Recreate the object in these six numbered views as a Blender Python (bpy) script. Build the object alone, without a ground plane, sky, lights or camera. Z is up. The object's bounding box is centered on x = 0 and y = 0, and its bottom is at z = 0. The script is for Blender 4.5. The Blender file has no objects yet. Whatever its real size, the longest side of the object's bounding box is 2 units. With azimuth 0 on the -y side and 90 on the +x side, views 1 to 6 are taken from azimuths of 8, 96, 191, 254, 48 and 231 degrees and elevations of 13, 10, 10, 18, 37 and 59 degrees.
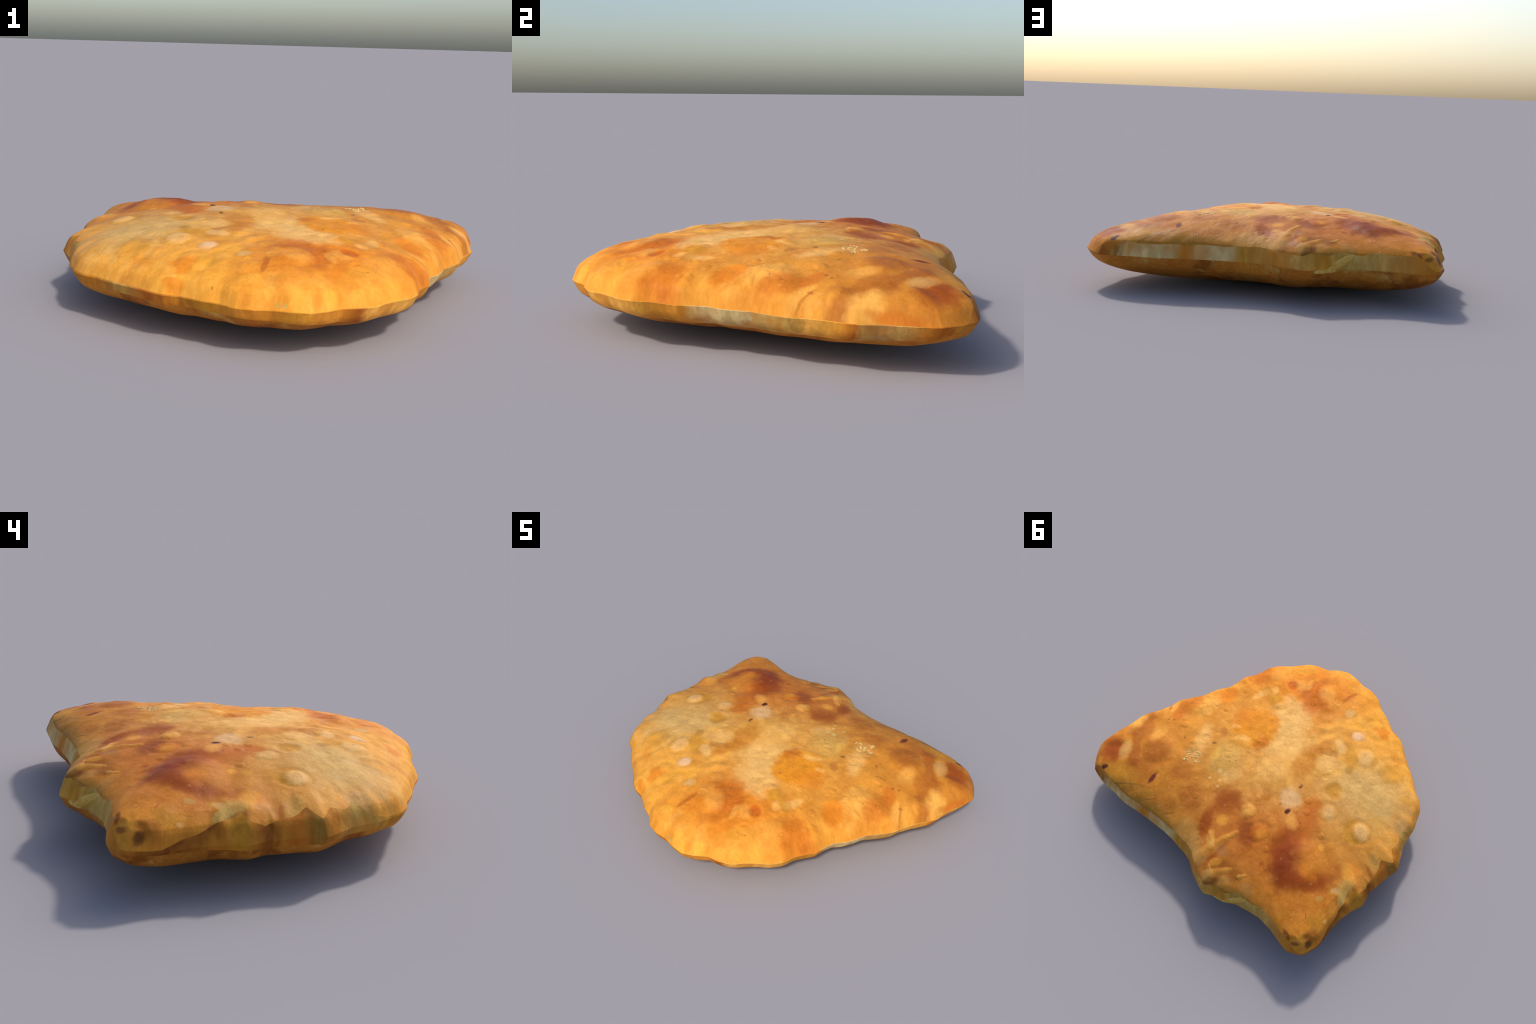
"""A deep-fried turnover (flat pasty): a puffed pillow of dough on a rounded,
three-cornered outline, a pale side seam, blisters and fried-brown stains."""
import bpy, math
import numpy as np

# ----------------------------------------------------------------------------
# 1. FORM: outline of the rim (radius at even angles), puff of top and bottom
# ----------------------------------------------------------------------------
RIM_RADIUS = np.array([
    0.824, 0.867, 0.913, 0.937, 0.984, 1.058, 1.095, 1.157, 1.224, 1.231, 1.222, 1.160, 1.079, 1.021, 0.952, 0.900,
    0.862, 0.833, 0.816, 0.811, 0.809, 0.821, 0.863, 0.901, 0.938, 0.922, 0.931, 0.928, 0.948, 0.981, 1.055, 1.175,
    1.210, 1.173, 1.097, 1.045, 1.023, 1.018, 0.971, 0.963, 0.959, 0.970, 0.937, 0.908, 0.904, 0.911, 0.906, 0.908,
    0.890, 0.856, 0.845, 0.830, 0.819, 0.815, 0.821, 0.824, 0.805, 0.816, 0.831, 0.840, 0.878, 0.892, 0.889, 0.911,
    0.926, 0.914, 0.887, 0.903, 0.901, 0.880, 0.870, 0.872, 0.859, 0.824, 0.814, 0.813, 0.788, 0.780, 0.803, 0.813])
RIM_HEIGHT = 0.206
# puffed height of the crust as a polynomial of x, y: coefficient of x^i y^j
TOP_PUFF = {(0, 0): 0.4086, (0, 1): 0.0308, (0, 2): 0.0523, (0, 3): -0.0773, (0, 4): -0.1294, (0, 5): 0.0847, (0, 6): 0.0944, (1, 0): -0.0179, (1, 1): 0.0247, (1, 2): 0.0658, (1, 3): -0.0440, (1, 4): 0.0613, (1, 5): -0.0761, (2, 0): 0.0102, (2, 1): -0.1019, (2, 2): 0.0263, (2, 3): 0.3714, (2, 4): -0.2306, (3, 0): 0.0220, (3, 1): -0.1121, (3, 2): -0.1402, (3, 3): 0.1000, (4, 0): -0.0264, (4, 1): 0.1117, (4, 2): -0.2086, (5, 0): 0.0063, (5, 1): 0.0723, (6, 0): 0.0089}
BOTTOM_PUFF = {(0, 0): 0.0018, (0, 1): -0.0209, (0, 2): 0.0094, (0, 3): 0.0156, (1, 0): 0.0157, (1, 1): -0.0006, (1, 2): -0.0336, (2, 0): 0.0117, (2, 1): 0.0001, (3, 0): 0.0035}
TOP_EDGE, BOTTOM_EDGE = (2.063, 2.546), (2.026, 2.182)     # superellipse exponents (along, up)

N_ANGLE = 1080


def ring(values, angle):
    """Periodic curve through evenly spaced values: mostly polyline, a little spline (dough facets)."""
    k = len(values)
    x = (angle / (2 * np.pi) * k) % k
    i = np.floor(x).astype(int)
    t = x - i
    a, b, c, d = values[(i - 1) % k], values[i % k], values[(i + 1) % k], values[(i + 2) % k]
    spline = b + 0.5 * t * (c - a + t * (2 * a - 5 * b + 4 * c - d + t * (3 * (b - c) + d - a)))
    return 0.3 * spline + 0.7 * (b + t * (c - b))


def by_angle(stops, degrees):
    """Linear interpolation of (degree, value) stops round the rim."""
    d, v = zip(*stops)
    return np.interp(degrees % 360, d, v, period=360)


def puff(coefs, x, y):
    return sum(c * x ** i * y ** j for (i, j), c in coefs.items())


CHEVRON = 0.972          # beyond this the crust runs straight down to a pinched, pointed rim


def edge(s, exps):
    full = lambda q: np.maximum(1 - np.clip(q, 0, 1) ** exps[0], 0) ** (1 / exps[1])
    curve, line = full(s), full(CHEVRON) * (1 - s) / (1 - CHEVRON)
    k = 0.10 * np.clip((1 - s) / 0.03, 1e-3, 1)                     # rounded transition, crisp at the rim
    over = np.maximum(k - np.abs(curve - line), 0) / k
    return np.minimum(curve, line) - over * over * k / 4 * np.clip((1 - s) / 0.03, 0, 1)


rng = np.random.default_rng(7)
LATTICE = rng.random((64, 64)) * 2 - 1


def noise2(x, y):
    """Smooth value noise on a seeded lattice."""
    xi, yi = np.floor(x).astype(int), np.floor(y).astype(int)
    u, v = x - xi, y - yi
    u, v = u * u * (3 - 2 * u), v * v * (3 - 2 * v)
    g = lambda a, b: LATTICE[(xi + a) % 64, (yi + b) % 64]
    return (g(0, 0) * (1 - u) + g(1, 0) * u) * (1 - v) + (g(0, 1) * (1 - u) + g(1, 1) * u) * v


# blisters and dents of the fried crust: x, y, radius, height (m)
BLISTERS = [
    (-0.185, -0.498, 0.028, 0.004), (-0.333, -0.416, 0.055, 0.008), (-0.684, -0.028, 0.050, 0.008),
    (-0.464, 0.032, 0.045, 0.006), (-0.510, -0.480, 0.075, 0.007), (-0.388, -0.093, 0.050, -0.005),
    (0.730, 0.050, 0.110, 0.012), (0.660, -0.110, 0.060, -0.006), (0.900, 0.310, 0.060, 0.010),
    (0.930, 0.620, 0.080, 0.010), (0.166, 0.049, 0.040, -0.006), (0.280, -0.030, 0.140, 0.007),
    (-0.134, 0.388, 0.040, 0.007), (-0.285, 0.435, 0.045, 0.006), (-0.600, 0.400, 0.130, 0.012),
    (0.180, -0.560, 0.090, 0.010), (0.406, -0.460, 0.035, -0.005), (-0.215, -0.630, 0.060, 0.009),
    (0.040, -0.440, 0.060, -0.006), (0.620, -0.440, 0.080, 0.008), (0.620, 0.500, 0.090, 0.008),
    (0.480, 0.330, 0.050, 0.006), (-0.100, -0.300, 0.060, 0.006), (0.350, -0.300, 0.050, 0.006),
]


# smaller blisters scattered over the crust, denser along the front edge and the long corner
for _ in range(70):
    a0, s0 = rng.uniform(0, 2 * math.pi), rng.uniform(.15, .93)
    if _ % 2:
        a0, s0 = rng.uniform(-1.6, .75), rng.uniform(.55, .93)
    BLISTERS.append((.86 * s0 * math.cos(a0), .84 * s0 * math.sin(a0), rng.uniform(.014, .034), rng.choice([1, 1, -1]) * rng.uniform(.002, .0042)))
# pinched creases beside the knob of the pointed corner
BLISTERS += [(-.905, .728, .028, -.016), (-.960, .655, .030, -.014), (-.975, .720, .030, .012)]

# shreds of dough lying on the crust, fused into it: path in plan, half-widths, height
SHREDS = [
    ([(-0.123, .818), (-0.139, .745), (-0.148, .675), (-0.167, .602), (-0.191, .530)], (.048, .042, .027, .019, .015), .0075),
    ([(-0.243, .848), (-0.273, .798), (-0.303, .747), (-0.335, .705)], (.036, .027, .017, .013), .0065),
    ([(-0.400, .702), (-0.410, .682), (-0.425, .663)], (.013, .013, .011), .006),
    ([(-0.146, .700), (-0.114, .668), (-0.066, .643)], (.024, .017, .010), .006),
    ([(-0.268, .813), (-0.246, .790), (-0.216, .777)], (.016, .012, .008), .005),
]


def strand_profile(x, y, path, widths):
    """0..1 rounded ridge round a polyline whose half-width varies along it."""
    best = np.full(np.shape(x), 9.0)
    w = np.interp(np.linspace(0, 1, len(path)), np.linspace(0, 1, len(widths)), widths)
    for k in range(len(path) - 1):
        (ax, ay), (bx, by) = path[k], path[k + 1]
        dx, dy = bx - ax, by - ay
        t = np.clip(((x - ax) * dx + (y - ay) * dy) / (dx * dx + dy * dy), 0, 1)
        d = np.hypot(x - ax - t * dx, y - ay - t * dy) / (w[k] + t * (w[k + 1] - w[k]))
        best = np.minimum(best, d)
    return np.clip(1 - best ** 2, 0, 1) ** 0.9


def crust_relief(x, y):
    h = -0.003 + 0.0036 * noise2(x * 5.5 + 31, y * 5.5 + 17) + 0.0026 * noise2(x * 9 + 3, y * 9 + 5) + 0.0017 * noise2(x * 21, y * 21) + 0.0005 * noise2(x * 47, y * 47)
    flaky = np.clip(noise2(x * 6 + 20, y * 6 + 11) * 1.6 + .3, 0, 1)             # patches with small crumbly beads
    h = h + 0.0009 * flaky * np.clip(noise2(x * 38 + 9, y * 38 + 2), 0, 1)
    for bx, by, r, k in BLISTERS:
        d2 = ((x - bx) ** 2 + (y - by) ** 2) / r ** 2
        h = h + 0.85 * k * (np.exp(-d2 ** 2 * 0.9) * (1 - 0.2 * np.exp(-d2 * 6)) - 0.35 * np.exp(-(np.sqrt(d2) - 1.4) ** 2 * 9))
    h = h + .010 * np.exp(-((x + .06) ** 2 + (y - .05) ** 2) / .13 ** 2)         # the crown
    for path, widths, lift in SHREDS:
        h = h + 0.65 * lift * strand_profile(x + .004 * noise2(x * 30, y * 30), y, path, widths)
    return h


def rim_pleats(s, a):
    """Small radial wrinkles where the dough was pinched, strongest on the far left side."""
    deg = np.degrees(a) % 360
    strength = np.interp(deg, [0, 45, 60, 140, 150, 215, 235, 360], [.5, .5, .8, .8, 1.6, 1.6, .6, .5])
    ridge = .5 - 1.6 * np.abs(noise2(a * 9.5 + 3, s * 5)) + .8 * noise2(a * 19, s * 9 + 7)
    return 0.0040 * strength * ridge * np.clip((s - .80 - .08 * noise2(a * 7, a * 0 + 9)) / .12, 0, 1) * np.clip((1 - s) / .03, 0, 1)


def radius_at(a):
    return ring(RIM_RADIUS, a)


def surface(s, a, top):
    """Point of the crust: s = 0 at the middle .. 1 at the rim, a = angle."""
    r = radius_at(a) * s
    x, y = r * np.cos(a), r * np.sin(a)
    coefs, exps = (TOP_PUFF, TOP_EDGE) if top else (BOTTOM_PUFF, BOTTOM_EDGE)
    z = RIM_HEIGHT + (puff(coefs, x, y) - RIM_HEIGHT) * edge(s, exps)
    fade = 1 - s ** 12
    z = z + (crust_relief(x, y) if top else -0.5 * crust_relief(x + 5, y + 2) * 0.6) * fade + (rim_pleats(s, a) if top else 0)
    return np.stack([x, y, z], -1)


# the pale side seam: height of its upper and lower edge round the rim
SEAM_TOP = [(0, .208), (42, .209), (46, .276), (52, .281), (60, .284), (69, .279), (80, .286), (94, .285),
            (103, .284), (108, .280), (116, .262), (122, .289), (128, .279), (132, .288), (139, .281), (143, .215),
            (150, .214), (155, .255), (159, .276), (161.8, .290), (164.2, .315), (166, .30), (170, .270), (174, .285),
            (176.6, .283), (178.7, .281), (181, .296), (184.3, .268), (188, .292), (192, .276), (196.2, .289), (200, .24),
            (206, .214), (285, .209), (359, .208)]
SEAM_BOTTOM = [(0, .125), (25, .125), (36, .150), (44, .195), (50, .203), (100, .203), (112, .196), (118, .192), (125, .20),
               (140, .20), (150, .192), (170, .175), (200, .170), (230, .165), (270, .165), (290, .150), (305, .138), (335, .118), (359, .125)]


def s_for_height(a, target, top):
    lo, hi = np.full(len(a), 0.5), np.full(len(a), 0.9999)
    sign = 1 if top else -1
    for _ in range(40):
        mid = (lo + hi) / 2
        over = sign * (surface(mid, a, top)[:, 2] - target) > 0      # still beyond the seam line
        lo, hi = np.where(over, mid, lo), np.where(over, hi, mid)
    return hi


ANGLE = np.linspace(0, 2 * np.pi, N_ANGLE, endpoint=False)
DEG = np.degrees(ANGLE)
seam_top = by_angle(SEAM_TOP, DEG)
seam_top = seam_top + np.where(seam_top > .24, .011 * noise2(ANGLE * 14, ANGLE * 0 + 3), 0)       # uneven lip
S_UP = s_for_height(ANGLE, seam_top, True)
S_LOW = s_for_height(ANGLE, by_angle(SEAM_BOTTOM, DEG), False)

rows = []                                    # (points of one ring round the pasty)
def add_rows(s_of_u, us, top):
    for u in us:
        rows.append(surface(s_of_u(u), ANGLE, top))

N_TOP, N_BAND, N_LOW = 190, 14, 70
add_rows(lambda u: S_UP * math.sin(u * math.pi / 2), np.arange(1, N_TOP + 1) / N_TOP, True)
add_rows(lambda u: 1 - (1 - S_UP) * (1 - u) ** 1.3, np.arange(1, N_BAND + 1) / N_BAND, True)
add_rows(lambda u: 1 - (1 - S_LOW) * u ** 1.5, np.arange(1, N_BAND + 1) / N_BAND, False)
add_rows(lambda u: S_LOW * math.cos(u * math.pi / 2), np.arange(1, N_LOW) / N_LOW, False)
n_rows = len(rows)
apex = surface(np.zeros(1), np.zeros(1), True)[0]
nadir = surface(np.zeros(1), np.zeros(1), False)[0]
POINTS = np.concatenate([np.concatenate(rows), [apex, nadir]])
POINTS[:, 2] -= POINTS[:, 2].min()
I_APEX, I_NADIR = len(POINTS) - 2, len(POINTS) - 1


def quads(r0, r1):
    """Quads between rings r0 .. r1 (outward facing)."""
    r = np.arange(r0, r1)[:, None] * N_ANGLE
    k = np.arange(N_ANGLE)[None, :]
    k2 = (k + 1) % N_ANGLE
    return np.stack([r + k, r + N_ANGLE + k, r + N_ANGLE + k2, r + k2], -1).reshape(-1, 4)


def fan(row, centre, flip):
    k = np.arange(N_ANGLE)
    k2 = (k + 1) % N_ANGLE
    b = row * N_ANGLE
    tri = np.stack([np.full(N_ANGLE, centre), b + k, b + k2], -1)
    return tri[:, ::-1] if flip else tri


R_UP, R_LOW = N_TOP - 1, N_TOP + 2 * N_BAND - 1
REGIONS = {
    'top_crust': (quads(0, R_UP), fan(0, I_APEX, False)),
    'side_seam': (quads(R_UP, R_LOW), None),
    'bottom_crust': (quads(R_LOW, n_rows - 1), fan(n_rows - 1, I_NADIR, True)),
}

# smooth normals of the whole body, shared by the three regions
NORMALS = np.zeros_like(POINTS)
def add_at(target, index, values):
    for k in range(3):
        target[:, k] += np.bincount(index, values[:, k], len(target))
for q, t in REGIONS.values():
    n = np.cross(POINTS[q[:, 2]] - POINTS[q[:, 0]], POINTS[q[:, 3]] - POINTS[q[:, 1]])
    for c in range(4):
        add_at(NORMALS, q[:, c], n)
    if t is not None:
        n = np.cross(POINTS[t[:, 1]] - POINTS[t[:, 0]], POINTS[t[:, 2]] - POINTS[t[:, 0]])
        for c in range(3):
            add_at(NORMALS, t[:, c], n)
NORMALS /= np.maximum(np.linalg.norm(NORMALS, axis=1, keepdims=True), 1e-12)


def link(obj, parent=None):
    bpy.context.scene.collection.objects.link(obj)
    obj.parent = parent
    return obj


def region_object(name, parent, material):
    q, t = REGIONS[name]
    used = np.unique(np.concatenate([q.ravel()] + ([t.ravel()] if t is not None else [])))
    remap = np.zeros(len(POINTS), int)
    remap[used] = np.arange(len(used))
    mesh = bpy.data.meshes.new(name)
    corners = remap[np.concatenate([q.ravel()] + ([t.ravel()] if t is not None else []))]
    sizes = np.concatenate([np.full(len(q), 4)] + ([np.full(len(t), 3)] if t is not None else []))
    mesh.vertices.add(len(used))
    mesh.vertices.foreach_set('co', POINTS[used].astype(np.float32).ravel())
    mesh.loops.add(len(corners))
    mesh.loops.foreach_set('vertex_index', corners.astype(np.int32))
    mesh.polygons.add(len(sizes))
    mesh.polygons.foreach_set('loop_start', (np.cumsum(sizes) - sizes).astype(np.int32))
    mesh.update(calc_edges=True)
    mesh.validate()
    mesh.polygons.foreach_set('use_smooth', np.ones(len(mesh.polygons), bool))
    mesh.normals_split_custom_set_from_vertices(NORMALS[used].tolist())
    mesh.materials.append(material)
    return link(bpy.data.objects.new(name, mesh), parent)


def crust_point(x, y):
    a = np.array([math.atan2(y, x) % (2 * math.pi)])
    s = math.hypot(x, y) / radius_at(a)
    return surface(np.minimum(s, 0.999), a, True)[0] - np.array([0, 0, Z_DROP])


Z_DROP = float(apex[2] - POINTS[I_APEX][2])

# ----------------------------------------------------------------------------
# 2. COLOUR: fried-dough palette (linear base colours) and where each stain sits
# ----------------------------------------------------------------------------
PALETTE = {
    'gold': (.87, .375, .046), 'deepgold': (.78, .295, .034), 'lightgold': (.95, .47, .090), 'yellow': (.97, .52, .065),
    'honey': (.66, .275, .040), 'ochre': (.60, .262, .026), 'tan': (.65, .355, .088), 'paletan': (.63, .395, .135), 'cream': (.95, .57, .180),
    'peach': (.88, .52, .195), 'peachpale': (.84, .54, .25), 'pink': (.95, .64, .40), 'amber': (.77, .275, .018),
    'orange': (.72, .225, .019), 'orangebrown': (.57, .150, .015), 'orangered': (.56, .125, .012), 'goldbrown': (.58, .205, .023),
    'brown': (.36, .090, .014), 'rustlight': (.50, .135, .016), 'rust': (.33, .066, .010), 'rustbrown': (.27, .080, .012),
    'darkrust': (.25, .044, .011), 'darkbrown': (.16, .040, .008), 'maroon': (.12, .018, .018), 'burnt': (.060, .012, .012),
    'dark': (.19, .080, .022), 'olive': (.57, .345, .085), 'olivebrown': (.34, .170, .026), 'greytan': (.44, .25, .090),
    'cheese': (.88, .62, .25), 'teal': (.50, .38, .10), 'seampale': (.72, .51, .22),
}

# stains of the top crust: x, y, half-length, half-width, turn (deg), colour, strength, softness
STAINS = [
    (-0.268, 0.175, 0.621, 0.486, -130, 'tan', .55, .7),
    (-0.539, -0.227, 0.230, 0.201, -98, 'paletan', .7, .6),
    (0.616, 0.311, 0.512, 0.263, -101, 'honey', .65, .6),
    (0.239, 0.513, 0.303, 0.248, -148, 'honey', .6, .6),
    (0.578, 0.590, 0.343, 0.280, 166, 'goldbrown', .75, .6),
    (-0.795, 0.610, 0.329, 0.185, -133, 'goldbrown', .6, .6),
    (-0.175, 0.590, 0.289, 0.201, -163, 'rustlight', .72, .6),
    (-0.544, 0.724, 0.218, 0.105, -162, 'goldbrown', .5, .6),
    (-0.588, 0.234, 0.301, 0.280, 116, 'goldbrown', .45, .7),
    (-0.471, 0.395, 0.297, 0.184, 165, 'orangebrown', .45, .7),
    (0.206, -0.282, 0.102, 0.093, 144, 'cream', .95, .7),
    (0.087, -0.118, 0.115, 0.089, -134, 'cream', .8, .7),
    (-0.009, 0.079, 0.084, 0.064, -134, 'cream', .35, .7),
    (0.128, 0.299, 0.054, 0.037, -108, 'cream', .55, .6),
    (0.271, 0.258, 0.110, 0.101, 163, 'olive', .55, .6),
    (0.337, 0.274, 0.043, 0.040, -160, 'yellow', .4, .6),
    (0.419, 0.239, 0.174, 0.038, 130, 'goldbrown', .5, .7),
    (0.297, -0.050, 0.152, 0.135, 174, 'amber', .95, .16),
    (0.426, -0.054, 0.090, 0.059, -95, 'orange', .6, .5),
    (0.187, 0.012, 0.049, 0.035, -84, 'orangebrown', .65, .4),
    (0.276, 0.088, 0.059, 0.032, -167, 'gold', .5, .4),
    (0.277, 0.055, 0.037, 0.019, -173, 'cream', .6, .4),
    (0.307, 0.086, 0.025, 0.013, -155, 'cream', .5, .4),
    (0.395, 0.037, 0.026, 0.015, -158, 'cream', .5, .4),
    (0.234, -0.493, 0.114, 0.069, 134, 'orangebrown', .9, .5),
    (0.283, -0.598, 0.103, 0.045, -88, 'orangebrown', .65, .5),
    (0.144, -0.495, 0.070, 0.047, -161, 'orangebrown', .5, .6),
    (0.405, -0.460, 0.042, 0.033, 141, 'orangered', .85, .3),
    (0.495, -0.269, 0.063, 0.024, -99, 'cream', .65, .4),
    (0.450, -0.347, 0.036, 0.020, 131, 'cream', .5, .4),
    (0.372, -0.507, 0.041, 0.029, 139, 'lightgold', .6, .4),
    (0.337, -0.553, 0.044, 0.016, 122, 'lightgold', .6, .4),
    (0.392, -0.297, 0.050, 0.040, -117, 'ochre', .75, .4),
    (0.483, -0.317, 0.037, 0.033, 116, 'ochre', .55, .5),
    (0.331, -0.361, 0.038, 0.031, 142, 'cream', .5, .5),
    (0.241, -0.297, 0.044, 0.025, -134, 'tan', .4, .3),
    (0.653, -0.101, 0.068, 0.048, 125, 'orange', .8, .5),
    (0.644, -0.394, 0.076, 0.063, -80, 'orange', .7, .5),
    (0.377, -0.642, 0.069, 0.028, -106, 'orange', .6, .4),
    (-0.113, -0.101, 0.110, 0.056, 111, 'goldbrown', .75, .6),
    (-0.105, -0.247, 0.100, 0.037, -90, 'goldbrown', .8, .5),
    (0.027, 0.423, 0.069, 0.060, -152, 'rust', .5, .6),
    (-0.386, -0.091, 0.053, 0.049, -99, 'ochre', .85, .35),
    (-0.240, 0.141, 0.060, 0.041, 131, 'peachpale', .5, .6),
    (-0.227, 0.043, 0.009, 0.006, -88, 'dark', .7, .5),
    (-0.220, 0.025, 0.005, 0.005, -127, 'dark', .6, .5),
    (0.214, 0.247, 0.007, 0.006, -143, 'dark', .6, .5),
    (0.187, 0.214, 0.006, 0.005, 147, 'dark', .5, .5),
    (0.273, -0.164, 0.006, 0.006, 148, 'dark', .6, .5),
    (0.388, 0.225, 0.011, 0.007, -136, 'dark', .7, .5),
    (0.416, 0.123, 0.035, 0.022, 134, 'brown', .5, .6),
    (0.211, 0.409, 0.008, 0.008, 179, 'cheese', .6, .5),
    (0.152, 0.377, 0.009, 0.008, -164, 'cheese', .6, .5),
    (0.128, 0.413, 0.009, 0.008, -158, 'cheese', .6, .5),
    (0.201, 0.331, 0.013, 0.012, 175, 'cheese', .7, .5),
    (0.160, 0.325, 0.011, 0.008, -138, 'cheese', .7, .5),
    (0.833, 0.709, 0.096, 0.068, 159, 'rust', .9, .6),
    (0.689, 0.651, 0.153, 0.036, 138, 'brown', .7, .6),
    (0.809, 0.495, 0.077, 0.057, 169, 'brown', .55, .6),
    (0.850, 0.379, 0.066, 0.050, 128, 'goldbrown', .6, .6),
    (0.588, 0.531, 0.092, 0.070, 158, 'brown', .65, .6),
    (0.578, 0.664, 0.103, 0.068, 151, 'brown', .55, .6),
    (0.367, 0.511, 0.066, 0.056, -155, 'brown', .5, .6),
    (0.203, 0.582, 0.075, 0.065, -163, 'brown', .5, .6),
    (0.299, 0.724, 0.070, 0.044, -146, 'brown', .4, .6),
    (0.772, 0.653, 0.058, 0.029, 133, 'peach', .5, .6),
    (0.713, 0.423, 0.056, 0.035, 99, 'lightgold', .6, .6),
    (0.467, 0.251, 0.089, 0.036, 124, 'cream', .65, .6),
    (0.407, 0.385, 0.048, 0.044, -100, 'cheese', .22, .6),
    (0.919, 0.436, 0.066, 0.043, -81, 'lightgold', .6, .5),
    (0.666, 0.780, 0.111, 0.056, -155, 'ochre', .65, .6),
    (0.551, 0.808, 0.139, 0.032, -153, 'olivebrown', .5, .6),
    (0.405, 0.808, 0.130, 0.028, -156, 'olivebrown', .55, .6),
    (0.258, 0.796, 0.111, 0.028, -161, 'olivebrown', .35, .6),
    (0.783, 0.821, 0.021, 0.012, -150, 'burnt', .85, .5),
    (0.788, 0.836, 0.016, 0.010, -165, 'burnt', .8, .4),
    (0.470, 0.667, 0.039, 0.014, 102, 'maroon', .9, .5),
    (0.583, 0.807, 0.082, 0.004, -146, 'dark', .5, .6),
    (0.374, 0.759, 0.044, 0.003, -134, 'dark', .5, .6),
    (0.221, 0.735, 0.036, 0.004, -129, 'dark', .55, .6),
    (0.559, 0.332, 0.008, 0.007, 172, 'dark', .5, .5),
    (0.733, 0.286, 0.008, 0.007, 176, 'dark', .5, .5),
    (0.763, 0.308, 0.008, 0.005, 153, 'dark', .5, .5),
    (-0.016, -0.588, 0.031, 0.025, 114, 'peach', .7, .35),
    (-0.153, -0.449, 0.066, 0.057, 114, 'goldbrown', .5, .6),
    (-0.184, -0.496, 0.032, 0.030, 127, 'pink', .75, .5),
    (-0.277, -0.337, 0.077, 0.040, 141, 'ochre', .75, .5),
    (-0.334, -0.413, 0.064, 0.050, 120, 'peach', .7, .25),
    (-0.313, -0.426, 0.017, 0.007, 133, 'tan', .5, .5),
    (-0.169, -0.353, 0.052, 0.027, 154, 'peach', .7, .4),
    (-0.180, -0.277, 0.033, 0.018, 179, 'brown', .4, .5),
    (-0.333, -0.268, 0.029, 0.025, 113, 'olivebrown', .6, .5),
    (-0.506, -0.473, 0.080, 0.069, 101, 'ochre', .7, .3),
    (-0.527, -0.498, 0.042, 0.034, 101, 'gold', .5, .5),
    (-0.210, -0.206, 0.059, 0.052, 128, 'peach', .5, .6),
    (-0.258, -0.663, 0.049, 0.041, 129, 'orange', .85, .5),
    (-0.295, -0.696, 0.033, 0.020, 112, 'lightgold', .5, .5),
    (-0.149, -0.648, 0.034, 0.033, 170, 'ochre', .6, .5),
    (-0.207, -0.644, 0.027, 0.020, 105, 'orange', .5, .5),
    (0.127, -0.672, 0.065, 0.061, 149, 'orange', .75, .45),
    (0.087, -0.710, 0.038, 0.010, -98, 'brown', .6, .6),
    (0.085, -0.647, 0.040, 0.012, 96, 'brown', .5, .6),
    (0.201, -0.583, 0.060, 0.046, 133, 'lightgold', .55, .5),
    (0.103, -0.558, 0.042, 0.032, 128, 'lightgold', .4, .5),
    (-0.121, -0.576, 0.112, 0.019, -136, 'ochre', .35, .6),
    (0.002, -0.727, 0.061, 0.038, 125, 'orange', .25, .6),
    (-0.383, 0.077, 0.067, 0.056, -11, 'orangebrown', .8, .5),
    (-0.437, 0.212, 0.105, 0.070, 101, 'rustlight', .9, .5),
    (-0.505, 0.389, 0.150, 0.108, 131, 'rustlight', .7, .6),
    (-0.484, 0.385, 0.126, 0.085, 131, 'rust', .9, .55),
    (-0.569, 0.469, 0.108, 0.082, 140, 'darkrust', .9, .55),
    (-0.703, 0.439, 0.140, 0.057, -129, 'rust', .9, .5),
    (-0.751, 0.292, 0.087, 0.044, -108, 'rust', .6, .6),
    (-0.645, 0.295, 0.108, 0.082, -122, 'goldbrown', .6, .6),
    (-0.671, 0.387, 0.044, 0.036, 179, 'orange', .5, .6),
    (-0.602, 0.216, 0.020, 0.018, -117, 'gold', .6, .5),
    (-0.629, 0.164, 0.020, 0.018, 177, 'gold', .5, .5),
    (-0.472, 0.032, 0.044, 0.038, -165, 'peach', .65, .4),
    (-0.657, 0.000, 0.079, 0.059, 149, 'ochre', .75, .3),
    (-0.687, -0.036, 0.050, 0.042, 133, 'peach', .85, .25),
    (-0.829, 0.202, 0.065, 0.035, 156, 'gold', .5, .5),
    (-0.243, 0.139, 0.051, 0.043, -164, 'peachpale', .65, .6),
    (-0.369, 0.244, 0.044, 0.026, 154, 'lightgold', .6, .6),
    (-0.301, 0.216, 0.021, 0.015, -85, 'burnt', .95, .35),
    (-0.227, 0.036, 0.013, 0.008, 97, 'dark', .7, .5),
    (-0.233, 0.212, 0.008, 0.005, -135, 'dark', .6, .5),
    (-0.409, 0.210, 0.008, 0.006, 135, 'maroon', .4, .5),
    (-0.852, 0.328, 0.028, 0.019, -122, 'peach', .7, .4),
    (-0.852, 0.355, 0.027, 0.008, -144, 'ochre', .6, .5),
    (-0.874, 0.268, 0.050, 0.041, 111, 'olive', .6, .4),
    (-0.908, 0.326, 0.045, 0.027, 116, 'olive', .8, .15),
    (-0.932, 0.275, 0.057, 0.024, 113, 'rustbrown', .65, .4),
    (-0.892, 0.087, 0.045, 0.011, 166, 'rustlight', .75, .4),
    (-0.884, 0.032, 0.066, 0.037, 172, 'olive', .4, .5),
    (-0.823, 0.149, 0.038, 0.022, 160, 'orange', .45, .5),
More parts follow.
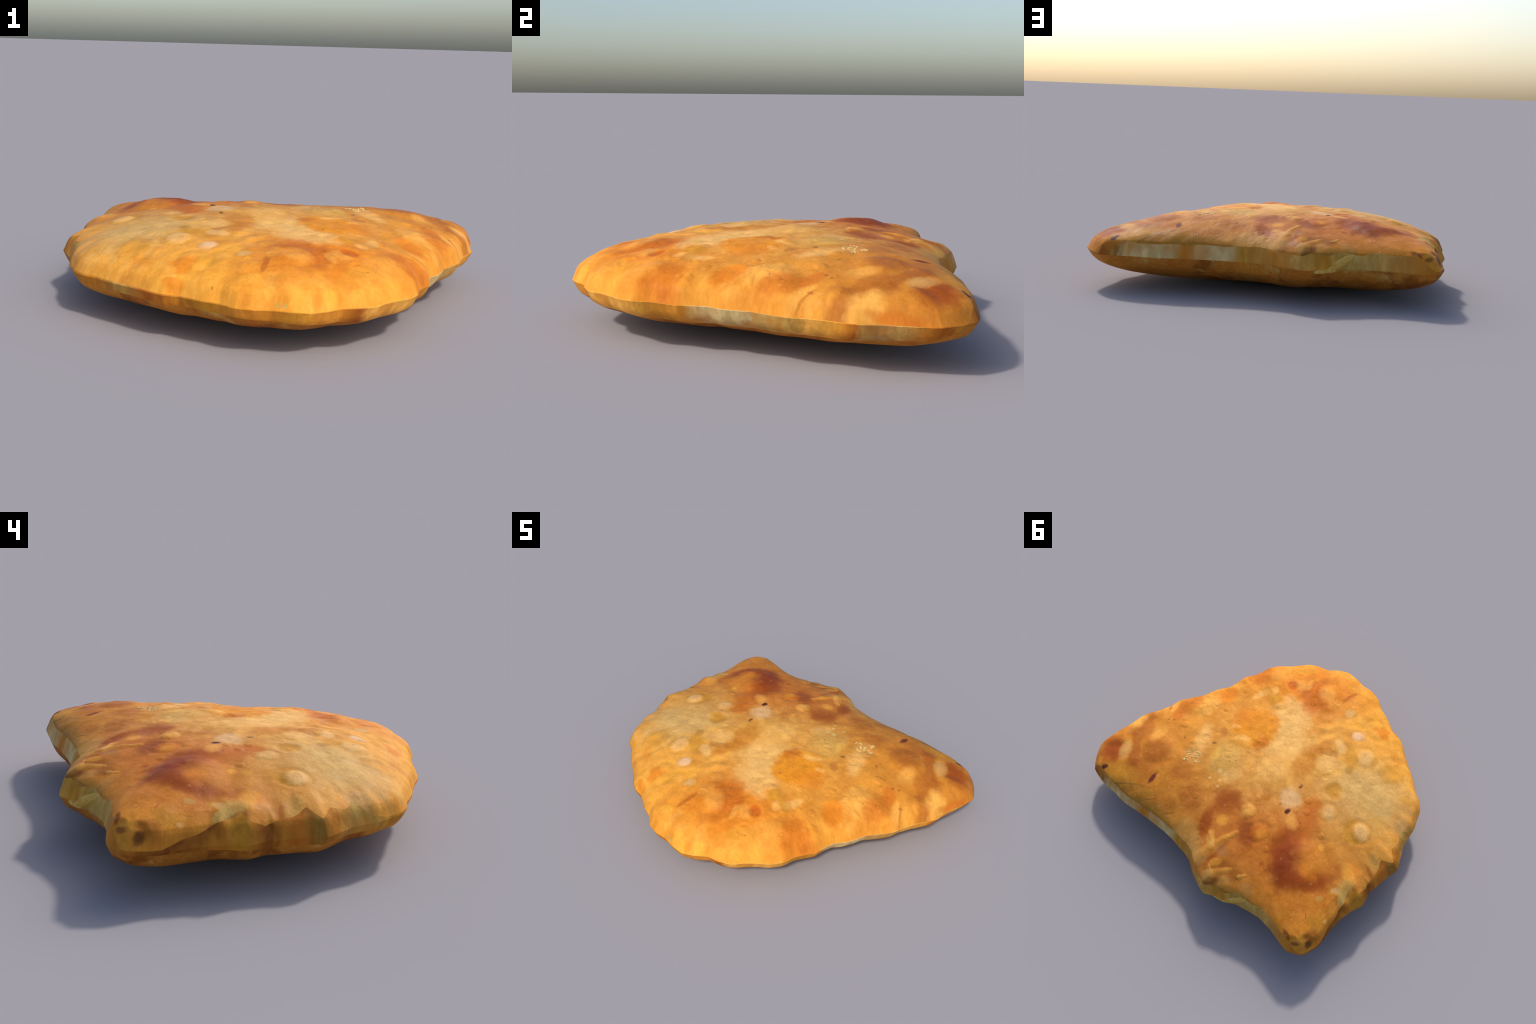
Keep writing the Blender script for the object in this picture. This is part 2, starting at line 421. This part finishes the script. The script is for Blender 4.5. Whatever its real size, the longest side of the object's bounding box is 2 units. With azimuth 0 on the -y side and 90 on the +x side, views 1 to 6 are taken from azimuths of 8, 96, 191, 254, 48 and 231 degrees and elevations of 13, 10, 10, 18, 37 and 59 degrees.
    (-0.606, -0.137, 0.078, 0.052, 129, 'tan', .5, .6),
    (-0.701, -0.152, 0.061, 0.043, -113, 'ochre', .35, .6),
    (-0.700, -0.423, 0.047, 0.027, -133, 'ochre', .5, .4),
    (-0.800, -0.264, 0.048, 0.032, -154, 'peachpale', .35, .6),
    (0.009, 0.437, 0.075, 0.066, -153, 'rust', .6, .6),
    (-0.137, 0.384, 0.037, 0.036, 170, 'lightgold', .85, .4),
    (-0.242, 0.489, 0.073, 0.052, 143, 'darkrust', .7, .6),
    (-0.293, 0.435, 0.050, 0.048, -174, 'orangebrown', .7, .3),
    (-0.301, 0.427, 0.032, 0.030, -157, 'gold', .4, .6),
    (0.004, 0.612, 0.081, 0.034, 126, 'rust', .8, .5),
    (-0.067, 0.540, 0.035, 0.032, -144, 'gold', .5, .5),
    (-0.183, 0.714, 0.104, 0.029, -96, 'rust', .7, .5),
    (-0.274, 0.738, 0.086, 0.041, -135, 'rustbrown', .6, .6),
    (-0.295, 0.834, 0.057, 0.018, -124, 'darkbrown', .8, .5),
    (-0.376, 0.705, 0.049, 0.032, -137, 'rustbrown', .6, .5),
    (-0.213, 0.663, 0.040, 0.028, -170, 'greytan', .5, .5),
    (-0.237, 0.736, 0.034, 0.021, -128, 'gold', .55, .5),
    (-0.354, 0.770, 0.035, 0.023, -143, 'greytan', .45, .6),
    (-0.488, 0.713, 0.036, 0.026, 144, 'greytan', .45, .6),
    (-0.402, 0.806, 0.119, 0.024, -149, 'olivebrown', .6, .6),
    (0.044, 0.744, 0.084, 0.060, 153, 'olive', .4, .6),
    (-0.057, 0.775, 0.062, 0.058, -154, 'tan', .5, .6),
    (-0.104, 0.663, 0.048, 0.021, 133, 'lightgold', .7, .4),
    (-0.852, 0.567, 0.014, 0.003, 137, 'maroon', .5, .5),
    (-0.441, 0.546, 0.013, 0.010, -143, 'rust', .6, .5),
    (-0.854, 0.719, 0.027, 0.009, 167, 'darkbrown', .75, .6),  # this and the tip's other dark marks: small dark patches at the creases beside the knob
    (-0.967, 0.653, 0.019, 0.011, 84, 'burnt', .75, .7),
    (-0.948, 0.616, 0.034, 0.025, -116, 'rustbrown', .6, .6),
    (-0.917, 0.687, 0.035, 0.017, -134, 'ochre', .6, .5),
    (-0.919, 0.713, 0.024, 0.007, -143, 'maroon', .65, .6),
    (-0.939, 0.722, 0.056, 0.011, -143, 'ochre', .6, .5),
    (-0.906, 0.538, 0.046, 0.037, -106, 'ochre', .55, .5),
    (-0.822, 0.441, 0.023, 0.014, -103, 'olive', .5, .5),
    (-0.863, 0.438, 0.034, 0.011, 121, 'rustlight', .5, .5),
    (-0.937, 0.498, 0.011, 0.007, 111, 'cheese', .5, .5),
    (-0.273, -0.743, 0.044, 0.016, 164, 'orange', .7, .5),
    (0.647, -0.369, 0.096, 0.063, 165, 'orangebrown', .55, .5),
    (0.662, -0.461, 0.032, 0.018, -107, 'orangebrown', .6, .5),
    (0.731, -0.346, 0.043, 0.020, -118, 'orangebrown', .5, .6),
    (0.381, -0.641, 0.058, 0.026, -101, 'orange', .75, .35),
    (0.215, -0.744, 0.070, 0.036, -109, 'orange', .4, .6),
    (0.545, -0.499, 0.063, 0.059, 140, 'lightgold', .35, .6),
    (0.352, -0.811, 0.027, 0.017, -135, 'yellow', .6, .6),
    (0.254, -0.862, 0.036, 0.023, -175, 'yellow', .5, .6),
    (0.307, -0.850, 0.019, 0.014, -140, 'orange', .5, .5),
    (0.460, -0.746, 0.028, 0.013, -147, 'yellow', .35, .6),
    (0.041, -0.794, 0.033, 0.020, -168, 'yellow', .5, .6),
    (0.447, -0.637, 0.045, 0.029, -134, 'ochre', .5, .6),
    (0.507, -0.575, 0.041, 0.027, 140, 'ochre', .35, .6),
    (0.190, -0.875, 0.010, 0.003, -178, 'teal', .7, .5),
    (0.162, -0.872, 0.007, 0.003, -177, 'teal', .6, .5),
    (0.682, 0.047, 0.096, 0.071, 127, 'lightgold', .7, .35),
    (0.776, 0.116, 0.097, 0.060, -90, 'orangebrown', .62, .35),
    (0.754, 0.240, 0.052, 0.033, 141, 'orangebrown', .7, .4),
    (0.768, 0.113, 0.007, 0.006, -98, 'brown', .6, .5),
    (0.659, -0.114, 0.073, 0.044, 118, 'orange', .95, .45),
    (0.908, 0.369, 0.113, 0.041, 140, 'brown', .55, .6),
    (0.930, 0.442, 0.068, 0.049, 138, 'lightgold', .75, .4),
    (0.855, 0.192, 0.063, 0.023, 128, 'lightgold', .65, .4),
    (0.882, 0.245, 0.032, 0.022, 123, 'lightgold', .4, .5),
    (0.871, 0.208, 0.045, 0.005, 133, 'brown', .5, .6),
    (0.850, 0.230, 0.012, 0.008, -106, 'brown', .6, .5),
    (0.975, 0.565, 0.101, 0.010, -98, 'orangebrown', .7, .6),
    (0.770, -0.088, 0.027, 0.020, -91, 'lightgold', .45, .5),
    (0.734, 0.284, 0.008, 0.006, -113, 'brown', .5, .5),
    (0.764, 0.306, 0.005, 0.004, 113, 'brown', .5, .5),
]


HALO = {'rust': 'rustlight', 'darkrust': 'rustlight', 'brown': 'goldbrown', 'orangebrown': 'orange', 'rustlight': 'goldbrown', 'orangered': 'orange'}


PALE = {'cream', 'lightgold', 'peachpale', 'cheese', 'yellow', 'greytan'}


class Nodes:
    """Small helper that chains shader nodes."""
    def __init__(self, name):
        self.mat = bpy.data.materials.new(name)
        self.mat.use_nodes = True
        self.t = self.mat.node_tree
        self.t.nodes.clear()
        self.out = self.t.nodes.new('ShaderNodeOutputMaterial')
        self.bsdf = self.t.nodes.new('ShaderNodeBsdfPrincipled')
        self.t.links.new(self.bsdf.outputs[0], self.out.inputs[0])
        self.xyz = self.t.nodes.new('ShaderNodeTexCoord').outputs['Object']

    def set(self, socket, value):
        if isinstance(value, bpy.types.NodeSocket):
            self.t.links.new(value, socket)
        else:
            socket.default_value = value

    def math(self, op, a, b=0.0, c=None):
        n = self.t.nodes.new('ShaderNodeMath'); n.operation = op
        self.set(n.inputs[0], a); self.set(n.inputs[1], b)
        if c is not None:
            self.set(n.inputs[2], c)
        return n.outputs[0]

    def vec(self, op, a, b=None, scale=None):
        n = self.t.nodes.new('ShaderNodeVectorMath'); n.operation = op
        self.set(n.inputs[0], a)
        if b is not None:
            self.set(n.inputs[1], b)
        if scale is not None:
            self.set(n.inputs['Scale'], scale)
        return n.outputs['Value'] if op in ('LENGTH', 'DOT_PRODUCT') else n.outputs['Vector']

    def mapping(self, vector, loc=(0, 0, 0), rot=(0, 0, 0), scale=(1, 1, 1), kind='POINT'):
        n = self.t.nodes.new('ShaderNodeMapping'); n.vector_type = kind
        self.set(n.inputs['Vector'], vector)
        n.inputs['Location'].default_value = loc
        n.inputs['Rotation'].default_value = rot
        n.inputs['Scale'].default_value = scale
        return n.outputs[0]

    def noise(self, vector, scale, detail=3.0, rough=0.55, colour=False):
        n = self.t.nodes.new('ShaderNodeTexNoise')
        self.set(n.inputs['Vector'], vector)
        n.inputs['Scale'].default_value = scale
        n.inputs['Detail'].default_value = detail
        n.inputs['Roughness'].default_value = rough
        return n.outputs['Color' if colour else 'Fac']

    def voronoi(self, vector, scale):
        n = self.t.nodes.new('ShaderNodeTexVoronoi')
        self.set(n.inputs['Vector'], vector)
        n.inputs['Scale'].default_value = scale
        return n.outputs['Distance'], n.outputs['Color']

    def step(self, value, a, b, lo=0.0, hi=1.0):
        n = self.t.nodes.new('ShaderNodeMapRange'); n.interpolation_type = 'SMOOTHSTEP'; n.clamp = False
        self.set(n.inputs[0], value)
        for i, v in enumerate((a, b, lo, hi)):
            self.set(n.inputs[i + 1], v)
        return n.outputs[0]

    def mix(self, fac, a, b, blend='MIX'):
        n = self.t.nodes.new('ShaderNodeMix'); n.data_type = 'RGBA'; n.blend_type = blend
        self.set(n.inputs[0], fac)
        for sock, v in ((n.inputs[6], a), (n.inputs[7], b)):
            self.set(sock, v if isinstance(v, bpy.types.NodeSocket) else (*v, 1.0))
        return n.outputs[2]

    def ramp(self, fac, stops):
        n = self.t.nodes.new('ShaderNodeValToRGB')
        self.set(n.inputs[0], fac)
        e = n.color_ramp.elements
        for i, (pos, col) in enumerate(stops):
            el = e[i] if i < 2 else e.new(pos)
            el.position = pos
            el.color = (*col, 1.0)
        return n.outputs[0]

    def warped(self, *layers):
        v = self.xyz
        for scale, amount in layers:
            n = self.vec('SUBTRACT', self.noise(self.xyz, scale, 2.0, colour=True), (.5, .5, .5))
            v = self.vec('ADD', v, self.vec('SCALE', n, scale=amount))
        return v

    def stain(self, base, vector, x, y, rx, ry, turn, colour, strength, soft):
        """Mix a soft-edged ellipse of colour into base."""
        t = math.radians(turn)
        q = self.vec('SUBTRACT', vector, (x, y, 0))
        if abs(rx - ry) < 0.12 * rx:                       # near enough round
            r = (rx + ry) / 2
            q = self.vec('MULTIPLY', q, (1 / r, 1 / r, 0))
            d2 = self.vec('DOT_PRODUCT', q, q)
        else:
            along = self.vec('DOT_PRODUCT', q, (math.cos(t) / rx, math.sin(t) / rx, 0))
            across = self.vec('DOT_PRODUCT', q, (-math.sin(t) / ry, math.cos(t) / ry, 0))
            d2 = self.math('MULTIPLY_ADD', along, along, self.math('MULTIPLY', across, across))
        d2 = self.math('MULTIPLY', d2, self.ragged)
        mask = self.step(d2, (1 + soft) ** 2, max(0.0, 1 - 1.15 * soft) ** 2, 0.0, strength)
        return self.mix(mask, base, PALETTE[colour])

    def stain_group(self, base, vector, fine_vector, ragged, layers):
        """A node group that lays a batch of stains over the base colour."""
        tree = bpy.data.node_groups.new('fried_stains', 'ShaderNodeTree')
        for name, kind in (('Base', 'NodeSocketColor'), ('Vector', 'NodeSocketVector'), ('Fine', 'NodeSocketVector'), ('Ragged', 'NodeSocketFloat')):
            tree.interface.new_socket(name, in_out='INPUT', socket_type=kind)
        tree.interface.new_socket('Colour', in_out='OUTPUT', socket_type='NodeSocketColor')
        outer, self.t = self.t, tree
        gi, go = tree.nodes.new('NodeGroupInput'), tree.nodes.new('NodeGroupOutput')
        self.ragged = gi.outputs['Ragged']
        col = gi.outputs['Base']
        for s, fine in layers:
            col = self.stain(col, gi.outputs['Fine' if fine else 'Vector'], *s)
        tree.links.new(col, go.inputs[0])
        self.t = outer
        node = outer.nodes.new('ShaderNodeGroup')
        node.node_tree = tree
        for socket, value in zip(node.inputs, (base, vector, fine_vector, ragged)):
            outer.links.new(value, socket)
        return node.outputs[0]

    def bump(self, height, strength, distance):
        n = self.t.nodes.new('ShaderNodeBump')
        n.inputs['Strength'].default_value = strength
        n.inputs['Distance'].default_value = distance
        self.set(n.inputs['Height'], height)
        self.t.links.new(n.outputs[0], self.bsdf.inputs['Normal'])

    def finish(self, colour, rough=0.55, specular=0.25):
        self.set(self.bsdf.inputs['Base Color'], colour)
        self.set(self.bsdf.inputs['Roughness'], rough)
        self.bsdf.inputs['Specular IOR Level'].default_value = specular
        return self.mat


def angle_round(m):
    """0..1 round the pasty, from the Object coordinates."""
    sep = m.t.nodes.new('ShaderNodeSeparateXYZ')
    m.set(sep.inputs[0], m.xyz)
    a = m.math('ARCTAN2', sep.outputs[1], sep.outputs[0])
    return m.math('FRACT', m.math('ADD', m.math('DIVIDE', a, 2 * math.pi), 1.0)), sep.outputs[2]


def top_material():
    m = Nodes('fried_top_crust')
    flat = m.mapping(m.xyz, scale=(1, 1, 0.25))
    broad = m.step(m.noise(flat, 2.6, 3), .38, .64)
    col = m.mix(broad, PALETTE['gold'], PALETTE['deepgold'])
    col = m.mix(m.step(m.noise(flat, 7.0, 4), .50, .72, 0, .45), col, PALETTE['lightgold'])
    v = m.warped((9.0, .045), (26.0, .018), (70.0, .008))
    v_small = m.warped((30.0, .010))
    ragged = m.math('MULTIPLY_ADD', m.noise(flat, 15, 3, .5), 1.5, .25)      # frays the stain edges
    layers = []                                                      # (stain, fine detail?)
    for x, y, rx, ry, turn, colour, strength, soft in STAINS:        # warm glow round the deep-fried spots
        if colour in HALO and ry > .025:
            layers.append(((x, y, rx * 1.5 + .04, ry * 1.5 + .04, turn, HALO[colour], strength * .8, .78), False))
    for s in STAINS:
        x, y, rx, ry, turn, colour, strength, soft = s
        if colour in PALE:                                           # pale blisters fade out gently
            s = (x, y, rx, ry, turn, colour, strength * .66, min(soft * 1.35, .75))
        if colour in ('peach', 'pink') and min(rx, ry) > .018:          # rim shading of a pale bubble, painted as a darker ring
            layers.append(((x, y, rx * 1.4, ry * 1.4, turn, 'ochre', .45, .4), True))
            s = (x, y, rx, ry, turn, colour, strength * .78, soft + .12)
        layers.append((s, min(rx, ry) <= .035))
    for path, widths, lift in SHREDS:                                # dough of the fused shreds
        for k in range(len(path) - 1):
            (ax, ay), (bx, by) = path[k], path[k + 1]
            f = (k + .5) / (len(path) - 1)
            w = float(np.interp(f, np.linspace(0, 1, len(widths)), widths))
            layers.append((((ax + bx) / 2, (ay + by) / 2, math.hypot(bx - ax, by - ay) * .62, w,
                            math.degrees(math.atan2(by - ay, bx - ax)), 'honey' if k else 'tan', .7 if k else .5, .5), True))
    for k in range(0, len(layers), 14):
        col = m.stain_group(col, v, v_small, ragged, layers[k:k + 14])
    # mottled frying: cloudy light and dark, grains, pale beads, pin-prick holes
    cloud = m.noise(flat, 16, 5, .65)
    col = m.mix(m.step(cloud, .30, .70), m.mix(1.0, col, (.88, .845, .80), 'MULTIPLY'), m.mix(1.0, col, (1.08, 1.10, 1.13), 'MULTIPLY'))
    grain = m.noise(flat, 75, 3, .6)
    col = m.mix(m.step(grain, .35, .70), m.mix(1.0, col, (.955, .94, .92), 'MULTIPLY'), m.mix(1.0, col, (1.04, 1.05, 1.08), 'MULTIPLY'))
    d, c = m.voronoi(flat, 26)
    sep = m.t.nodes.new('ShaderNodeSeparateColor'); m.set(sep.inputs[0], c)
    bead = m.math('MULTIPLY', m.step(d, .24, .10), m.step(sep.outputs[0], .72, .80, 0, .16))
    col = m.mix(bead, col, (.80, .50, .18))
    painted_glint = m.math('MULTIPLY', m.step(m.noise(flat, 42, 2, .5), .60, .72), m.step(m.noise(flat, 5, 2), .46, .64, 0, .40))  # small bright glints, lightened in the base colour
    col = m.mix(painted_glint, col, m.mix(1.0, col, (1.22, 1.28, 1.4), 'MULTIPLY'))
    # fine wrinkles: thin ridged lines, darker in their bottom
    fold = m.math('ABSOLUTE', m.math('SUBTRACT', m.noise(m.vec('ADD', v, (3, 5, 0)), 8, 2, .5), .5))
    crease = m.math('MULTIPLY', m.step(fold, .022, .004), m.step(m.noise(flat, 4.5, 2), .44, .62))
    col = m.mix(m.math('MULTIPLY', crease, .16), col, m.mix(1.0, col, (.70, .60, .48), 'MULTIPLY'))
    d2, c2 = m.voronoi(flat, 15)
    sep2 = m.t.nodes.new('ShaderNodeSeparateColor'); m.set(sep2.inputs[0], c2)
    prick = m.math('MULTIPLY', m.step(d2, .085, .045), m.step(sep2.outputs[1], .80, .86, 0, .55))
    col = m.mix(prick, col, PALETTE['dark'])
    h = m.math('ADD', m.math('MULTIPLY', grain, .45), m.math('ADD', m.noise(flat, 34, 4, .6), m.math('MULTIPLY', m.math('MAXIMUM', bead, painted_glint), 1.0)))
    h = m.math('SUBTRACT', h, m.math('MULTIPLY', crease, .25))
    m.bump(h, .28, .006)
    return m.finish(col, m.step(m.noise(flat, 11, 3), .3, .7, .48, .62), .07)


# colour of the side seam round the rim (degrees, palette colour)
SEAM_COLOURS = [
    (0, 'paletan'), (8, 'olive'), (14, 'lightgold'), (20, 'gold'), (22.5, 'orangebrown'), (24.5, 'tan'), (28, 'greytan'), (31, 'tan'), (34, 'goldbrown'),
    (37, 'rustlight'), (41, 'ochre'), (46, 'brown'), (49, 'olivebrown'), (50.5, 'seampale'), (62, 'seampale'), (64.5, 'goldbrown'), (66.5, 'goldbrown'), (69, 'seampale'),
    (79, 'seampale'), (84, 'ochre'), (93, 'olive'), (98, 'goldbrown'), (104, 'tan'), (114, 'ochre'), (124, 'olive'),
    (133, 'tan'), (141, 'goldbrown'), (150, 'rustbrown'), (157, 'rustbrown'), (160, 'goldbrown')]
SEAM_COLOURS_FAR = [
    (160, 'goldbrown'), (165, 'ochre'), (170, 'rustbrown'), (175, 'goldbrown'), (178, 'orangebrown'), (183, 'olivebrown'), (188, 'goldbrown'), (196, 'olive'), (206, 'ochre'),
    (222, 'goldbrown'), (232, 'olive'), (240, 'rustlight'), (250, 'goldbrown'), (262, 'ochre'), (274, 'deepgold'), (284, 'ochre'),
    (290, 'gold'), (297, 'deepgold'), (302, 'brown'), (306, 'lightgold'), (318, 'lightgold'), (331, 'ochre'), (338, 'gold'), (344, 'seampale'), (357, 'seampale')]


def seam_material():
    m = Nodes('pale_dough_seam')
    turn, z = angle_round(m)
    streak = m.noise(m.mapping(m.xyz, scale=(1, 1, .12)), 24, 4, .6)
    wobble = m.math('ADD', turn, m.math('MULTIPLY', m.math('SUBTRACT', streak, .5), .012))
    near = m.ramp(wobble, [(d / 360, PALETTE[c]) for d, c in SEAM_COLOURS])
    far = m.ramp(wobble, [(d / 360, PALETTE[c]) for d, c in SEAM_COLOURS_FAR])
    col = m.mix(m.step(wobble, .443, .446), near, far)
    col = m.mix(m.step(streak, .35, .68), m.mix(1.0, col, (.80, .76, .70), 'MULTIPLY'), m.mix(1.0, col, (1.10, 1.12, 1.15), 'MULTIPLY'))
    blot = m.noise(m.xyz, 11, 4, .6)
    col = m.mix(m.step(blot, .60, .75, 0, .35), col, PALETTE['goldbrown'])
    grain = m.noise(m.xyz, 70, 3)
    col = m.mix(m.step(m.noise(m.xyz, 4.5, 3), .46, .62, 0, .6), col, PALETTE['goldbrown'])
    m.bump(m.math('ADD', streak, m.math('MULTIPLY', grain, .5)), .4, .006)
    return m.finish(col, .65, .08)


def bottom_material():
    m = Nodes('fried_bottom_crust')
    v = m.warped((5.0, .10), (18.0, .03))
    col = m.mix(m.step(m.noise(v, 3.5, 4), .38, .60), (.62, .24, .032), (.46, .165, .022))
    col = m.mix(m.step(m.noise(v, 5.0, 4), .51, .62, 0, .85), col, PALETTE['rustbrown'])
    col = m.mix(m.step(m.noise(m.vec('ADD', v, (4, 2, 1)), 6.0, 4), .56, .68, 0, .8), col, PALETTE['rustlight'])
    col = m.mix(m.step(m.noise(m.vec('ADD', v, (1, 7, 3)), 6.0, 4), .56, .70, 0, .8), col, PALETTE['tan'])
    grain = m.noise(m.xyz, 60, 4, .6)
    col = m.mix(m.step(grain, .35, .7), m.mix(1.0, col, (.88, .85, .80), 'MULTIPLY'), m.mix(1.0, col, (1.08, 1.08, 1.1), 'MULTIPLY'))
    m.bump(m.math('ADD', grain, m.noise(m.xyz, 20, 4)), .4, .006)
    return m.finish(col, .62, .08)


def shred_material():
    m = Nodes('golden_dough_shred')
    n = m.noise(m.xyz, 30, 4, .6)
    col = m.mix(m.step(n, .35, .68), (.60, .32, .050), (.74, .45, .110))
    m.bump(m.noise(m.xyz, 80, 3), .3, .004)
    return m.finish(col, .62, .08)


def crumb_material():
    m = Nodes('pale_cheese_crumb')
    n = m.noise(m.xyz, 60, 3)
    return m.finish(m.mix(n, (.58, .36, .10), (.76, .54, .20)), .5, .3)


# ----------------------------------------------------------------------------
# 3. BUILD
# ----------------------------------------------------------------------------
pasty = link(bpy.data.objects.new('fried_turnover', None))
pasty['label'] = 'golden brown deep-fried dough turnover, puffed and blistered'
pasty['category'] = 'fried pastry'

region_object('top_crust', pasty, top_material())
region_object('side_seam', pasty, seam_material())
region_object('bottom_crust', pasty, bottom_material())


def strand_mesh(name, path, widths, lift, flat=0.38, sides=14, steps=36):
    """A rounded strand of dough lying half sunk along a path of 3D points."""
    path = np.array(path, float)
    u = np.linspace(0, 1, len(path))
    t = np.linspace(0, 1, steps)
    centre = np.stack([np.interp(t, u, path[:, k]) for k in range(3)], -1)
    for _ in range(6):
        centre[1:-1] = (centre[:-2] + 2 * centre[1:-1] + centre[2:]) / 4
    w = np.interp(t, np.linspace(0, 1, len(widths)), widths) * np.sqrt(np.clip(1 - (2 * t - 1) ** 10, 0, 1))
    verts, faces = [], []
    for i in range(steps):
        d = centre[min(i + 1, steps - 1)] - centre[max(i - 1, 0)]
        d /= np.linalg.norm(d)
        x, y = centre[i][:2]
        e = 0.012
        a, b = crust_point(x + e, y) - crust_point(x - e, y), crust_point(x, y + e) - crust_point(x, y - e)
        up = np.cross(a, b); up /= np.linalg.norm(up)
        side = np.cross(d, up); side /= np.linalg.norm(side)
        up = np.cross(side, d)
        for k in range(sides):
            f = 2 * math.pi * k / sides
            wob = 1 + 0.12 * float(noise2(np.array([i * .31 + lift * 999]), np.array([k * .5]))[0])
            verts.append(centre[i] + up * lift * w[i] / max(widths) + (side * math.cos(f) + up * math.sin(f) * flat) * max(w[i], 3e-4) * wob)
    for i in range(steps - 1):
        for k in range(sides):
            k2 = (k + 1) % sides
            faces.append((i * sides + k, i * sides + k2, (i + 1) * sides + k2, (i + 1) * sides + k))
    faces.append(tuple(range(sides))[::-1])
    faces.append(tuple((steps - 1) * sides + k for k in range(sides)))
    mesh = bpy.data.meshes.new(name)
    mesh.from_pydata([tuple(v) for v in verts], [], faces)
    mesh.polygons.foreach_set('use_smooth', np.ones(len(mesh.polygons), bool))
    mesh.update()
    return mesh


shred_mat = shred_material()

# a fold of dough running down over the side seam
fold = strand_mesh('dough_fold', [(-.300, .856, .196), (-.345, .846, .194), (-.409, .823, .204), (-.459, .793, .232), (-.498, .760, .262), (-.531, .733, .284)],
                   (.008, .017, .023, .023, .020, .012), .000, .5)
mesh = fold
mesh.materials.append(shred_mat)
link(bpy.data.objects.new('dough_fold', mesh), pasty)

# cheese crumbs baked into the top, one joined part
verts, faces = [], []
for cx, cy, n in ((.425, .435, 7), (.438, .390, 7), (.402, .372, 8), (.388, .350, 7), (.360, .395, 5)):
    for _ in range(n):
        x, y = cx + rng.normal(0, .010), cy + rng.normal(0, .010)
        c = crust_point(x, y) - np.array([0, 0, .0003])
        r = rng.uniform(.004, .008)
        stretch = rng.uniform(.7, 1.4, 3) * (1, 1, .55)
        base = len(verts)
        for i in range(5):
            th = math.pi * (i + .5) / 5
            for k in range(8):
                ph = math.pi * k / 4
                verts.append(tuple(c + r * stretch * np.array([math.sin(th) * math.cos(ph), math.sin(th) * math.sin(ph), math.cos(th)])))
        for i in range(4):
            for k in range(8):
                k2 = (k + 1) % 8
                faces.append((base + i * 8 + k, base + i * 8 + 8 + k, base + i * 8 + 8 + k2, base + i * 8 + k2))
        faces.append(tuple(base + k for k in range(8)))
        faces.append(tuple(base + 32 + k for k in range(8))[::-1])
mesh = bpy.data.meshes.new('cheese_crumbs')
mesh.from_pydata(verts, [], faces)
mesh.polygons.foreach_set('use_smooth', np.ones(len(mesh.polygons), bool))
mesh.materials.append(crumb_material())
crumbs = link(bpy.data.objects.new('cheese_crumbs', mesh), pasty)
crumbs['kind'] = 'stuff'
